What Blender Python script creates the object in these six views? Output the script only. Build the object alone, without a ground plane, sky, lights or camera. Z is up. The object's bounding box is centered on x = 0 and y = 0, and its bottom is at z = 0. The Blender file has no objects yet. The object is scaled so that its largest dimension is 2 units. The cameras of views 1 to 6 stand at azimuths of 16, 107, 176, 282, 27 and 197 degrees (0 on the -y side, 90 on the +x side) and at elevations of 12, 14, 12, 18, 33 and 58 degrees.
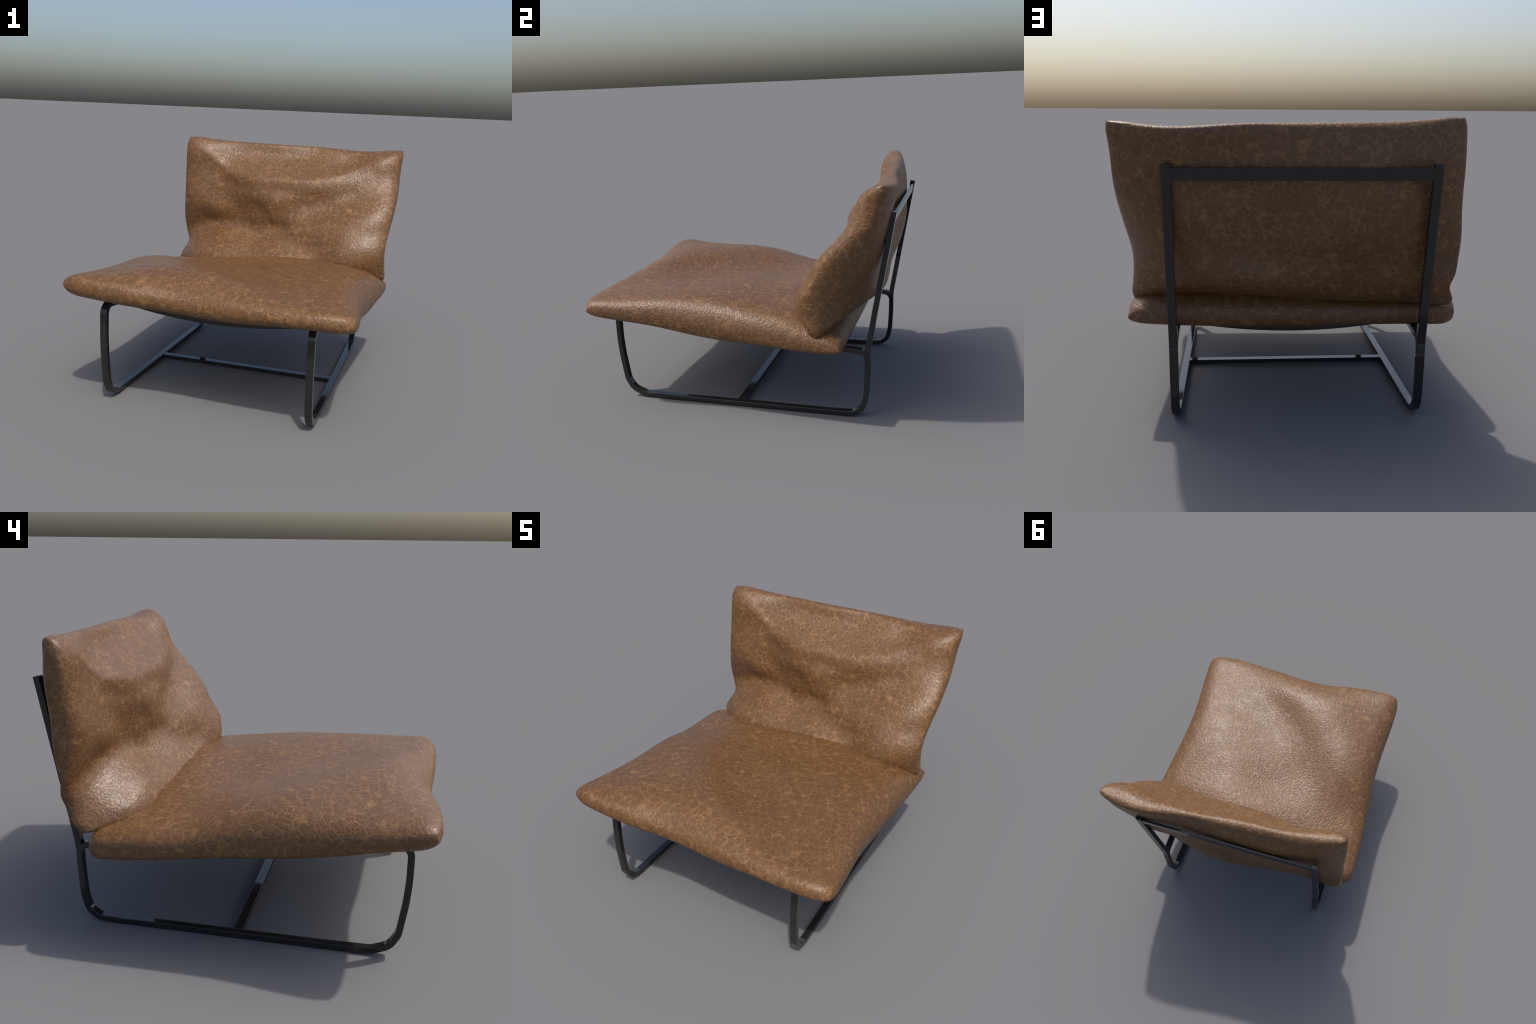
import bpy, bmesh, math
from mathutils import Vector

# ------------------------------------------------------------------ helpers
def smooth_curve(xs, ys):
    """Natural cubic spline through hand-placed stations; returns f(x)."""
    n = len(xs)
    h = [xs[i + 1] - xs[i] for i in range(n - 1)]
    a = [0.0] * n; b = [1.0] * n; c = [0.0] * n; d = [0.0] * n
    for i in range(1, n - 1):
        a[i] = h[i - 1]; b[i] = 2 * (h[i - 1] + h[i]); c[i] = h[i]
        d[i] = 6 * ((ys[i + 1] - ys[i]) / h[i] - (ys[i] - ys[i - 1]) / h[i - 1])
    for i in range(1, n):
        m = a[i] / b[i - 1]
        b[i] -= m * c[i - 1]; d[i] -= m * d[i - 1]
    k = [0.0] * n
    k[-1] = d[-1] / b[-1]
    for i in range(n - 2, -1, -1):
        k[i] = (d[i] - c[i] * k[i + 1]) / b[i]

    def f(x):
        x = min(max(x, xs[0]), xs[-1])
        i = 0
        while i < n - 2 and x > xs[i + 1]:
            i += 1
        A = (xs[i + 1] - x) / h[i]; B = 1 - A
        return A * ys[i] + B * ys[i + 1] + ((A ** 3 - A) * k[i] + (B ** 3 - B) * k[i + 1]) * h[i] ** 2 / 6
    return f


def stations(n, lo=0.0, hi=1.0):
    return [lo + (hi - lo) * i / (n - 1) for i in range(n)]


def loft(rows, us, vs):
    """Surface through cross-section rows: value at (u along row, v across rows)."""
    curves = [smooth_curve(us, list(r)) for r in rows]
    cache = {}

    def f(u, v):
        key = round(u, 6)
        if key not in cache:
            cache[key] = smooth_curve(vs, [c(u) for c in curves])
        return cache[key](v)
    return f


def edge_round(d, r, n=2.1):
    if d >= r:
        return 1.0
    return max(0.0, 1 - (1 - d / r) ** n) ** (1 / n)


def edge_dense(n, sharp=0.55):
    """Parameters 0..1, crowded towards both ends."""
    out = []
    for i in range(n + 1):
        t = i / n
        out.append((1 - sharp) * t + sharp * (0.5 - 0.5 * math.cos(math.pi * t)))
    return out


def smoothstep(a, b, x):
    t = min(max((x - a) / (b - a), 0), 1)
    return t * t * (3 - 2 * t)


def new_object(name, mesh, parent, mat):
    ob = bpy.data.objects.new(name, mesh)
    bpy.context.scene.collection.objects.link(ob)
    if parent:
        ob.parent = parent
    if mat and not mesh.materials:
        mesh.materials.append(mat)
    return ob


# ------------------------------------------------------------------ materials
def leather_material():
    m = bpy.data.materials.new("veined_tan_leather")
    m.use_nodes = True
    nt = m.node_tree; N = nt.nodes; L = nt.links
    bsdf = N["Principled BSDF"]

    def node(t, **kw):
        n = N.new(t)
        for k, v in kw.items():
            setattr(n, k, v)
        return n

    def math_node(op, a, b=None, clamp=False):
        n = node("ShaderNodeMath", operation=op, use_clamp=clamp)
        for i, s in enumerate((a, b)):
            if s is None:
                continue
            if isinstance(s, (int, float)):
                n.inputs[i].default_value = s
            else:
                L.new(s, n.inputs[i])
        return n.outputs[0]

    def noise(vec, scale, detail=3, rough=0.55):
        n = node("ShaderNodeTexNoise")
        n.inputs["Scale"].default_value = scale
        n.inputs["Detail"].default_value = detail
        n.inputs["Roughness"].default_value = rough
        L.new(vec, n.inputs["Vector"])
        return n

    def ramp(fac, stops):
        n = node("ShaderNodeValToRGB")
        e = n.color_ramp.elements
        while len(e) < len(stops):
            e.new(0.5)
        for i, (p, c) in enumerate(stops):
            e[i].position = p
            e[i].color = (c, c, c, 1) if isinstance(c, (int, float)) else (*c, 1)
        L.new(fac, n.inputs["Fac"])
        return n.outputs["Color"]

    co = node("ShaderNodeTexCoord").outputs["Object"]

    # warp the coordinates so that the cells are crooked
    w = noise(co, 11.0, 2)
    sub = node("ShaderNodeVectorMath", operation="SUBTRACT")
    L.new(w.outputs["Color"], sub.inputs[0]); sub.inputs[1].default_value = (0.5, 0.5, 0.5)
    sc = node("ShaderNodeVectorMath", operation="SCALE")
    L.new(sub.outputs[0], sc.inputs[0]); sc.inputs["Scale"].default_value = 0.045
    add = node("ShaderNodeVectorMath", operation="ADD")
    L.new(co, add.inputs[0]); L.new(sc.outputs[0], add.inputs[1])
    warped = add.outputs[0]

    def cells(scale, vec=warped, rnd=1.0):
        v = node("ShaderNodeTexVoronoi", feature="DISTANCE_TO_EDGE")
        v.inputs["Scale"].default_value = scale
        v.inputs["Randomness"].default_value = rnd
        L.new(vec, v.inputs["Vector"])
        return v.outputs["Distance"]

    wide = noise(co, 15.0, 3, 0.6).outputs["Fac"]
    spread = math_node("ADD", math_node("MULTIPLY", wide, 1.7), -0.15)
    big = math_node("DIVIDE", cells(VEIN_SCALE), spread)
    small = math_node("DIVIDE", cells(VEIN_SCALE * 1.8), spread)
    # vein strength comes and goes
    come = noise(co, 9.0, 3).outputs["Fac"]
    come2 = noise(co, 24.0, 3).outputs["Fac"]
    vein_big = ramp(big, [(0.0, 1.0), (0.035, 0.70), (0.08, 0.20), (0.16, 0.0)])
    vein_small = ramp(small, [(0.0, 0.9), (0.045, 0.55), (0.10, 0.15), (0.18, 0.0)])
    s1 = math_node("MULTIPLY", vein_big, ramp(come2, [(0.34, 0.10), (0.64, 1.0)]))
    s2 = math_node("MULTIPLY", vein_small, ramp(come, [(0.48, 0.0), (0.72, 0.75)]))
    vein = math_node("MAXIMUM", s1, s2)
    # veins swell where cells meet
    corner = node("ShaderNodeTexVoronoi", feature="F1")
    corner.inputs["Scale"].default_value = VEIN_SCALE
    L.new(warped, corner.inputs["Vector"])
    knot = math_node("MULTIPLY", ramp(corner.outputs["Distance"], [(0.54, 0.0), (0.82, 0.55)]),
                     ramp(come2, [(0.40, 0.0), (0.60, 1.0)]))
    vein = math_node("MAXIMUM", vein, knot)
    # soft blotches of the vein colour between the cells
    blot = ramp(come2, [(0.60, 0.0), (0.85, 0.15)])
    vein = math_node("ADD", vein, blot, True)

    # cell colour: two close browns, changing from patch to patch
    patch = node("ShaderNodeTexVoronoi", feature="F1")
    patch.inputs["Scale"].default_value = VEIN_SCALE
    L.new(warped, patch.inputs["Vector"])
    sep = node("ShaderNodeSeparateColor")
    L.new(patch.outputs["Color"], sep.inputs[0])
    cell_mix = math_node("ADD", math_node("MULTIPLY", sep.outputs[0], 0.55),
                         math_node("MULTIPLY", noise(co, 6.0, 3).outputs["Fac"], 0.6), True)
    cell_col = ramp(cell_mix, [(0.15, CELL_DARK), (0.85, CELL_LIGHT)])
    mix = node("ShaderNodeMix", data_type="RGBA")
    L.new(math_node("MULTIPLY", vein, 0.86), mix.inputs[0])
    L.new(cell_col, mix.inputs[6])
    mix.inputs[7].default_value = (*VEIN_COL, 1)
    L.new(mix.outputs[2], bsdf.inputs["Base Color"])

    # creased grain
    w2 = noise(co, 38.0, 2)
    sub2 = node("ShaderNodeVectorMath", operation="SUBTRACT")
    L.new(w2.outputs["Color"], sub2.inputs[0]); sub2.inputs[1].default_value = (0.5, 0.5, 0.5)
    sc2 = node("ShaderNodeVectorMath", operation="SCALE")
    L.new(sub2.outputs[0], sc2.inputs[0]); sc2.inputs["Scale"].default_value = 0.02
    add2 = node("ShaderNodeVectorMath", operation="ADD")
    L.new(warped, add2.inputs[0]); L.new(sc2.outputs[0], add2.inputs[1])
    crease = cells(VEIN_SCALE * 1.7, add2.outputs[0])
    crease_h = ramp(crease, [(0.0, 0.0), (0.05, 0.12), (0.18, 0.62), (0.5, 1.0)])
    big_h = ramp(big, [(0.0, 0.0), (0.06, 0.15), (0.2, 0.65), (0.5, 1.0)])
    grain = noise(co, 120.0, 3).outputs["Fac"]
    h = math_node("ADD", math_node("MULTIPLY", crease_h, 0.62),
                  math_node("ADD", math_node("MULTIPLY", big_h, 0.2), math_node("MULTIPLY", grain, 0.15)))
    bump = node("ShaderNodeBump")
    bump.inputs["Strength"].default_value = BUMP
    bump.inputs["Distance"].default_value = 0.004
    L.new(h, bump.inputs["Height"])
    L.new(bump.outputs["Normal"], bsdf.inputs["Normal"])
    rough = ramp(come, [(0.3, LEATHER_ROUGH - 0.04), (0.7, LEATHER_ROUGH + 0.05)])
    L.new(rough, bsdf.inputs["Roughness"])
    bsdf.inputs["Specular IOR Level"].default_value = 0.5
    return m


def metal_material():
    m = bpy.data.materials.new("black_lacquered_steel")
    m.use_nodes = True
    nt = m.node_tree; N = nt.nodes; L = nt.links
    b = N["Principled BSDF"]
    co = N.new("ShaderNodeTexCoord")
    n = N.new("ShaderNodeTexNoise"); n.inputs["Scale"].default_value = 18
    L.new(co.outputs["Object"], n.inputs["Vector"])
    r = N.new("ShaderNodeValToRGB")
    r.color_ramp.elements[0].color = (0.0170, 0.0170, 0.0170, 1)
    r.color_ramp.elements[1].color = (0.0205, 0.0205, 0.0205, 1)
    L.new(n.outputs["Fac"], r.inputs["Fac"])
    L.new(r.outputs["Color"], b.inputs["Base Color"])
    b.inputs["Roughness"].default_value = 0.06
    b.inputs["Specular IOR Level"].default_value = 0.5
    return m


VEIN_SCALE = 25.0
CELL_DARK = (0.121, 0.0560, 0.0190)
CELL_LIGHT = (0.142, 0.0665, 0.0225)
VEIN_COL = (0.295, 0.160, 0.063)
BUMP = 0.42
LEATHER_ROUGH = 0.42

leather = leather_material()
metal = metal_material()

# ------------------------------------------------------------------ cushions
def fold(points, height, width):
    """A soft pleat along a curve in the cushion's plane: ridge (+) or furrow (-)."""
    P = [Vector(p) for p in points]
    seg = [(P[i + 1] - P[i]).length for i in range(len(P) - 1)]
    total = sum(seg)

    def f(a, b):
        q = Vector((a, b)); best = None; run = 0.0
        for i, l in enumerate(seg):
            d = P[i + 1] - P[i]
            t = min(max((q - P[i]).dot(d) / (l * l), 0), 1)
            e = (q - P[i] - d * t).length
            if best is None or e < best[0]:
                best = (e, (run + t * l) / total)
            run += l
        e, u = best
        if e > 3 * width:
            return 0.0
        return height * math.exp(-(e / width) ** 2) * smoothstep(0, 0.2, u) * smoothstep(0, 0.2, 1 - u)
    return f


def cushion(name, parent, us, vs, left, right, near, far, face_rows, under_rows, rim, widths, under_widths, tucks, place,
            folds=(), pinch=None, out=1, nu=120, nv=110, n_exp=2.6, n_under=2.6):
    """Stuffed cushion: two faces lofted through cross-sections, meeting in a rounded rim.

    left/right/near/far are the outline curves in the cushion's own plane; the rows
    give the third coordinate of each face; rim says, along each edge, how far the
    seam lies from the under face (0) towards the upper face (1)."""
    F = loft(face_rows, us, vs)
    B = loft(under_rows, us, vs)

    def edge(stn):
        return smooth_curve(stations(len(stn)), stn)
    cl, cr, cn, cf = edge(left), edge(right), edge(near), edge(far)
    rl, rr, rn, rf = (edge(rim[k]) for k in ("left", "right", "near", "far"))
    S = edge_dense(nu); T = edge_dense(nv)
    bm = bmesh.new()
    grids = ([], [])
    for j, t in enumerate(T):
        rows = ([], [])
        for i, s in enumerate(S):
            a = cl(t) + (cr(t) - cl(t)) * s
            b = cn(s) + (cf(s) - cn(s)) * t
            if pinch:      # the left edge drawn in, leaving a small lip below it
                a += pinch[2] * math.exp(-((t - pinch[0]) / pinch[1]) ** 2) * max(0, 1 - s / 0.16) ** 2
            f, k = F(s, t), B(s, t)
            f += out * sum(g(a, b) for g in folds)
            # seam height, blended from the four edges
            w = [1 / (d * d + 0.004) for d in (s, 1 - s, t, 1 - t)]
            q = (w[0] * rl(t) + w[1] * rr(t) + w[2] * rn(s) + w[3] * rf(s)) / sum(w)
            mid = q * f + (1 - q) * k
            e, eu = (edge_round(s, w4[0], n) * edge_round(1 - s, w4[1], n) * edge_round(t, w4[2], n) *
                     edge_round(1 - t, w4[3], n) for w4, n in ((widths, n_exp), (under_widths, n_under)))
            # blunt, stitched-in corners
            c = (max(0, 1 - min(s, 1 - s) / 0.07) * max(0, 1 - min(t, 1 - t) / 0.07)) ** 1.5
            tuck = c * tucks[(0 if t < 0.5 else 2) + (0 if s < 0.5 else 1)]
            a += tuck * (1 if s < 0.5 else -1)
            b += tuck * (1 if t < 0.5 else -1)
            top = bm.verts.new(place(a, b, mid + (f - mid) * e))
            rows[0].append(top)
            if i in (0, nu) or j in (0, nv):
                rows[1].append(top)
            else:
                rows[1].append(bm.verts.new(place(a, b, mid + (k - mid) * eu)))
        grids[0].append(rows[0]); grids[1].append(rows[1])
    for side, g in enumerate(grids):
        for j in range(nv):
            for i in range(nu):
                q = [g[j][i], g[j][i + 1], g[j + 1][i + 1], g[j + 1][i]]
                if side:
                    q.reverse()
                bm.faces.new(q)
    bmesh.ops.recalc_face_normals(bm, faces=bm.faces)
    me = bpy.data.meshes.new(name)
    bm.to_mesh(me); bm.free()
    for p in me.polygons:
        p.use_smooth = True
    return new_object(name, me, parent, leather)


# ---- root
chair = bpy.data.objects.new("lounge_chair", None)
bpy.context.scene.collection.objects.link(chair)
chair["label"] = "low lounge chair with veined tan leather cushions on black steel frame"
chair["category"] = "lounge chair"

# ---- back cushion: plane (x, z), depth y.  Sections run from the bottom edge up,
#      each from the left (-x) to the right (+x) side.
back_front = (
    (0.661, 0.528, 0.456, 0.446, 0.406, 0.376, 0.370, 0.388, 0.397, 0.450, 0.510),
    (0.715, 0.565, 0.489, 0.467, 0.445, 0.427, 0.415, 0.418, 0.381, 0.409, 0.479),
    (0.772, 0.677, 0.577, 0.543, 0.538, 0.517, 0.499, 0.464, 0.394, 0.398, 0.445),
    (0.764, 0.736, 0.687, 0.648, 0.634, 0.597, 0.540, 0.493, 0.433, 0.422, 0.446),
    (0.735, 0.728, 0.704, 0.689, 0.641, 0.611, 0.575, 0.530, 0.481, 0.476, 0.496),
    (0.715, 0.703, 0.688, 0.691, 0.633, 0.613, 0.618, 0.599, 0.542, 0.518, 0.545),
    (0.713, 0.701, 0.705, 0.679, 0.625, 0.616, 0.637, 0.653, 0.617, 0.587, 0.589),
    (0.719, 0.717, 0.716, 0.672, 0.630, 0.635, 0.637, 0.661, 0.681, 0.666, 0.663),
    (0.732, 0.731, 0.729, 0.693, 0.672, 0.675, 0.680, 0.685, 0.706, 0.725, 0.739),
    (0.744, 0.741, 0.767, 0.758, 0.763, 0.769, 0.770, 0.760, 0.754, 0.763, 0.788),
    (0.755, 0.759, 0.807, 0.834, 0.845, 0.855, 0.860, 0.845, 0.838, 0.799, 0.824),
    (0.781, 0.809, 0.848, 0.864, 0.866, 0.882, 0.908, 0.900, 0.897, 0.876, 0.869),
)
back_rear = (
    (0.737, 0.745, 0.752, 0.755, 0.766, 0.764, 0.741, 0.714, 0.682, 0.659, 0.634),
    (0.808, 0.802, 0.802, 0.809, 0.835, 0.852, 0.847, 0.814, 0.768, 0.723, 0.681),
    (0.835, 0.829, 0.833, 0.847, 0.869, 0.884, 0.886, 0.862, 0.817, 0.762, 0.726),
    (0.824, 0.839, 0.858, 0.878, 0.889, 0.890, 0.881, 0.866, 0.842, 0.807, 0.778),
    (0.836, 0.862, 0.891, 0.916, 0.920, 0.908, 0.895, 0.883, 0.872, 0.858, 0.831),
    (0.852, 0.889, 0.926, 0.944, 0.936, 0.916, 0.910, 0.905, 0.905, 0.897, 0.869),
    (0.856, 0.903, 0.946, 0.957, 0.945, 0.928, 0.924, 0.923, 0.924, 0.921, 0.904),
    (0.864, 0.909, 0.951, 0.963, 0.955, 0.944, 0.937, 0.935, 0.940, 0.944, 0.939),
    (0.872, 0.917, 0.951, 0.964, 0.962, 0.956, 0.950, 0.948, 0.955, 0.965, 0.975),
    (0.873, 0.925, 0.951, 0.961, 0.961, 0.958, 0.955, 0.956, 0.970, 0.985, 0.997),
    (0.871, 0.913, 0.942, 0.950, 0.954, 0.955, 0.957, 0.969, 0.989, 1.002, 1.003),
    (0.877, 0.904, 0.920, 0.930, 0.940, 0.954, 0.960, 0.984, 1.011, 1.020, 1.009),
)
back_left = [-0.815, -0.789, -0.803, -0.801, -0.801, -0.803, -0.797]
back_right = [0.838, 0.826, 0.826, 0.849, 0.860, 0.856, 0.869]
back_bottom = [0.563, 0.584, 0.591, 0.609, 0.618, 0.613, 0.564]
back_top = [1.533, 1.504, 1.496, 1.492, 1.487, 1.477, 1.510]
back_rim = dict(left=[0.093, 0.101, 0.182, 0.285, 0.363], right=[0.811, 0.847, 0.736, 0.556, 0.438],
                near=[0.367, 0.302, 0.350, 0.424, 0.522], far=[0.444, 0.517, 0.519, 0.424, 0.357])
back_round = (0.096, 0.126, 0.069, 0.085)
back_round_under = (0.082, 0.237, 0.118, 0.049)
back_tuck = (0.013, 0.020, 0.014, 0.013)   # near-left, near-right, far-left, far-right

# swag hanging from the two top corners, the hollow under it, and the roll at the lower left
back_folds = (
    fold([(-0.80, 1.51), (-0.70, 1.46), (-0.60, 1.40), (-0.50, 1.325), (-0.40, 1.265), (-0.22, 1.25), (0.03, 1.25),
          (0.20, 1.25), (0.36, 1.28), (0.48, 1.32), (0.62, 1.39), (0.80, 1.47)], 0.009, 0.030),
    fold([(-0.72, 1.38), (-0.60, 1.28), (-0.45, 1.205), (-0.28, 1.165), (0.0, 1.16), (0.29, 1.16), (0.50, 1.20)], -0.008, 0.045),
    fold([(-0.82, 0.64), (-0.62, 0.74), (-0.51, 0.79), (-0.30, 0.835)], 0.009, 0.030),
    fold([(-0.70, 0.64), (-0.52, 0.70), (-0.36, 0.76)], 0.007, 0.022),
    fold([(-0.84, 0.74), (-0.72, 0.83), (-0.55, 0.89), (-0.33, 0.885), (-0.05, 0.91)], -0.009, 0.050),
    fold([(-0.22, 1.10), (-0.13, 1.00), (-0.06, 0.91), (0.14, 0.90)], -0.010, 0.040),
    fold([(-0.30, 0.95), (0.0, 0.80), (0.2, 0.74)], 0.006, 0.040),
)
back_cushion = cushion("back_cushion", chair, stations(11), stations(12), back_left, back_right, back_bottom, back_top,
                       back_front, back_rear, back_rim, back_round, back_round_under, back_tuck, lambda a, b, d: (a, d, b),
                       folds=back_folds, pinch=(0.135, 0.055, 0.026), out=-1, n_exp=3.1, n_under=2.4)

# ---- seat cushion: plane (x, y), depth z.  Sections run from the front edge back.
seat_top = (
    (0.805, 0.785, 0.753, 0.742, 0.749, 0.754, 0.768),
    (0.768, 0.802, 0.824, 0.818, 0.787, 0.761, 0.762),
    (0.742, 0.800, 0.826, 0.785, 0.764, 0.769, 0.761),
    (0.732, 0.794, 0.775, 0.742, 0.752, 0.772, 0.747),
    (0.703, 0.746, 0.714, 0.722, 0.752, 0.761, 0.725),
    (0.641, 0.675, 0.689, 0.708, 0.739, 0.732, 0.697),
    (0.616, 0.642, 0.670, 0.705, 0.718, 0.699, 0.652),
    (0.590, 0.581, 0.578, 0.584, 0.587, 0.587, 0.581),
)
seat_under = (
    (0.670, 0.647, 0.631, 0.619, 0.628, 0.642, 0.639),
    (0.641, 0.624, 0.598, 0.581, 0.591, 0.615, 0.615),
    (0.585, 0.577, 0.558, 0.547, 0.555, 0.580, 0.586),
    (0.538, 0.543, 0.537, 0.529, 0.535, 0.548, 0.547),
    (0.517, 0.522, 0.512, 0.504, 0.511, 0.524, 0.522),
    (0.496, 0.494, 0.482, 0.475, 0.483, 0.496, 0.510),
    (0.467, 0.467, 0.457, 0.448, 0.454, 0.467, 0.487),
    (0.438, 0.448, 0.450, 0.445, 0.449, 0.457, 0.481),
)
seat_left = [-0.860, -0.853, -0.833, -0.833, -0.850, -0.862, -0.863]
seat_right = [0.852, 0.828, 0.804, 0.806, 0.822, 0.835, 0.847]
seat_front = [-0.977, -0.987, -0.981, -0.957, -0.960, -0.979, -0.991, -0.999, -0.975]
seat_back = [0.699, 0.706, 0.705, 0.703, 0.708]
seat_rim = dict(left=[0.382, 0.323, 0.306, 0.364, 0.451], right=[0.195, 0.124, 0.048, 0.116, 0.218],
                near=[0.533, 0.492, 0.466, 0.464, 0.414], far=[0.541, 0.509, 0.497, 0.515, 0.548])
seat_round = (0.093, 0.104, 0.075, 0.064)
seat_round_under = (0.071, 0.067, 0.072, 0.060)
seat_tuck = (0.020, 0.017, 0.024, 0.012)   # near-left, near-right, far-left, far-right
seat_folds = (
    fold([(0.60, -0.80), (0.30, -0.70), (0.04, -0.52), (-0.13, -0.37), (-0.38, -0.18)], -0.004, 0.070),
    fold([(0.25, -0.88), (0.02, -0.70), (-0.18, -0.56), (-0.40, -0.42)], 0.003, 0.070),
)
SEAT_V = [0.0, 0.115, 0.26, 0.405, 0.55, 0.695, 0.84, 1.0]
seat_cushion = cushion("seat_cushion", chair, stations(7), SEAT_V, seat_left, seat_right, seat_front, seat_back,
                       seat_top, seat_under, seat_rim, seat_round, seat_round_under, seat_tuck, lambda a, b, d: (a, b, d), folds=seat_folds)

# ------------------------------------------------------------------ steel frame
frame = bpy.data.objects.new("frame", None)
bpy.context.scene.collection.objects.link(frame)
frame.parent = chair


def rounded_path(pts, radii, closed, seg=8):
    """Polyline in (y, z) with filleted corners."""
    n = len(pts); out = []
    for i, (p, r) in enumerate(zip(pts, radii)):
        if r == 0 or (not closed and i in (0, n - 1)):
            out.append(Vector(p)); continue
        p = Vector(p)
        a = (Vector(pts[i - 1]) - p).normalized(); b = (Vector(pts[(i + 1) % n]) - p).normalized()
        ang = math.acos(max(-1, min(1, a.dot(b))))
        d = r / math.tan(ang / 2)
        c = p + (a + b).normalized() * (r / math.sin(ang / 2))
        v0 = p + a * d - c; v1 = p + b * d - c
        for k in range(seg + 1):
            w = k / seg
            v = v0.lerp(v1, w)
            # equal-angle sweep
            tot = math.pi - ang
            v = (v0 * math.sin((1 - w) * tot) + v1 * math.sin(w * tot)) / math.sin(tot)
            out.append(c + v)
    return out


def sweep_flat(name, path, closed, x0, x1, thick, parent, bevel=0.004):
    """Rectangular bar whose centreline is a path in (y, z); spans x0..x1."""
    bm = bmesh.new()
    n = len(path); rings = []
    for i, p in enumerate(path):
        if closed:
            a, b = path[i - 1], path[(i + 1) % n]
            d0 = (p - a).normalized(); d1 = (b - p).normalized()
        else:
            d0 = (p - path[i - 1]).normalized() if i else (path[1] - p).normalized()
            d1 = (path[i + 1] - p).normalized() if i < n - 1 else d0
        t = (d0 + d1).normalized()
        nrm = Vector((-t.y, t.x))
        h = thick / 2 / max(0.5, t.dot(d1))
        o, q = p + nrm * h, p - nrm * h
        rings.append([bm.verts.new(c) for c in ((x0, o.x, o.y), (x1, o.x, o.y), (x1, q.x, q.y), (x0, q.x, q.y))])
    for i in range(n if closed else n - 1):
        r0, r1 = rings[i], rings[(i + 1) % n]
        for k in range(4):
            bm.faces.new((r0[k], r0[(k + 1) % 4], r1[(k + 1) % 4], r1[k]))
    if not closed:
        bm.faces.new(rings[0]); bm.faces.new(rings[-1])
    bmesh.ops.recalc_face_normals(bm, faces=bm.faces)
    me = bpy.data.meshes.new(name)
    bm.to_mesh(me); bm.free()
    ob = new_object(name, me, parent, metal)
    finish_bar(ob, bevel)
    return ob


def finish_bar(ob, width):
    bv = ob.modifiers.new("bevel", "BEVEL")
    bv.width = width; bv.segments = 3; bv.limit_method = "ANGLE"; bv.angle_limit = math.radians(40)
    bv.harden_normals = True
    for p in ob.data.polygons:
        p.use_smooth = True


BAR = 0.033
loop_pts = [(-0.858, 0.606), (-0.860, 0.42), (-0.852, 0.300), (-0.828, 0.125), (-0.788, 0.056), (-0.700, 0.0205),
            (-0.45, 0.0165), (0.60, 0.0165), (0.735, 0.0205), (0.793, 0.062), (0.815, 0.150), (0.823, 0.30), (0.825, 0.434)]
loop_r = [0.055, 0.8, 0.8, 0.11, 0.09, 0.11, 0.6, 0.5, 0.085, 0.085, 0.35, 1.2, 0.055]
loop_path = rounded_path(loop_pts, loop_r, True)
post_path = [Vector((0.8235, 0.405)), Vector((0.8265, 0.452)), Vector((0.981, 1.311))]
X_SIDES = ((0.579, 0.621), (-0.651, -0.609))

for x0, x1 in X_SIDES:
    sweep_flat("runner_loop", loop_path, True, x0, x1, BAR, frame)
    # posts sit 0.4 mm proud of the loop so that no two faces coincide
    sweep_flat("back_post", post_path, False, x0 - 0.0004, x1 + 0.0004, BAR + 0.0006, frame)


def box_bar(name, x0, x1, y, z, depth, height, tilt=0.0, bevel=0.003):
    bm = bmesh.new()
    bmesh.ops.create_cube(bm, size=1)
    for v in bm.verts:
        yy = v.co.y * depth; zz = v.co.z * height
        c, s = math.cos(tilt), math.sin(tilt)
        v.co = Vector(((x0 + x1) / 2 + v.co.x * (x1 - x0), y + c * yy + s * zz, z - s * yy + c * zz))
    me = bpy.data.meshes.new(name)
    bm.to_mesh(me); bm.free()
    ob = new_object(name, me, frame, metal)
    finish_bar(ob, bevel)
    return ob


XI, XO = -0.612, 0.582     # inner faces of the two sides, run 3 mm into them
lean = math.atan2(0.981 - 0.8265, 1.311 - 0.452)
box_bar("top_rail", XI, XO, 0.9785, 1.267, 0.016, 0.058, lean)
box_bar("floor_stretcher", XI, XO, -0.020, 0.0185, 0.050, 0.024)


def sling_bar(name, y, z_end, sag, depth=0.042, height=0.026, n=32):
    bm = bmesh.new(); rings = []
    mid = (XI + XO) / 2; half = (XO - XI) / 2
    for i in range(n + 1):
        k = -1 + 2 * i / n
        x = mid + half * k
        z = z_end - sag * (1 - k * k)
        rings.append([bm.verts.new(c) for c in ((x, y - depth / 2, z - height / 2), (x, y + depth / 2, z - height / 2),
                                                (x, y + depth / 2, z + height / 2), (x, y - depth / 2, z + height / 2))])
    for r0, r1 in zip(rings, rings[1:]):
        for k in range(4):
            bm.faces.new((r0[k], r0[(k + 1) % 4], r1[(k + 1) % 4], r1[k]))
    bm.faces.new(rings[0]); bm.faces.new(rings[-1])
    bmesh.ops.recalc_face_normals(bm, faces=bm.faces)
    me = bpy.data.meshes.new(name)
    bm.to_mesh(me); bm.free()
    ob = new_object(name, me, frame, metal)
    finish_bar(ob, 0.003)


sling_bar("seat_bearer", -0.640, 0.580, 0.062)
sling_bar("seat_bearer", 0.520, 0.460, 0.058)
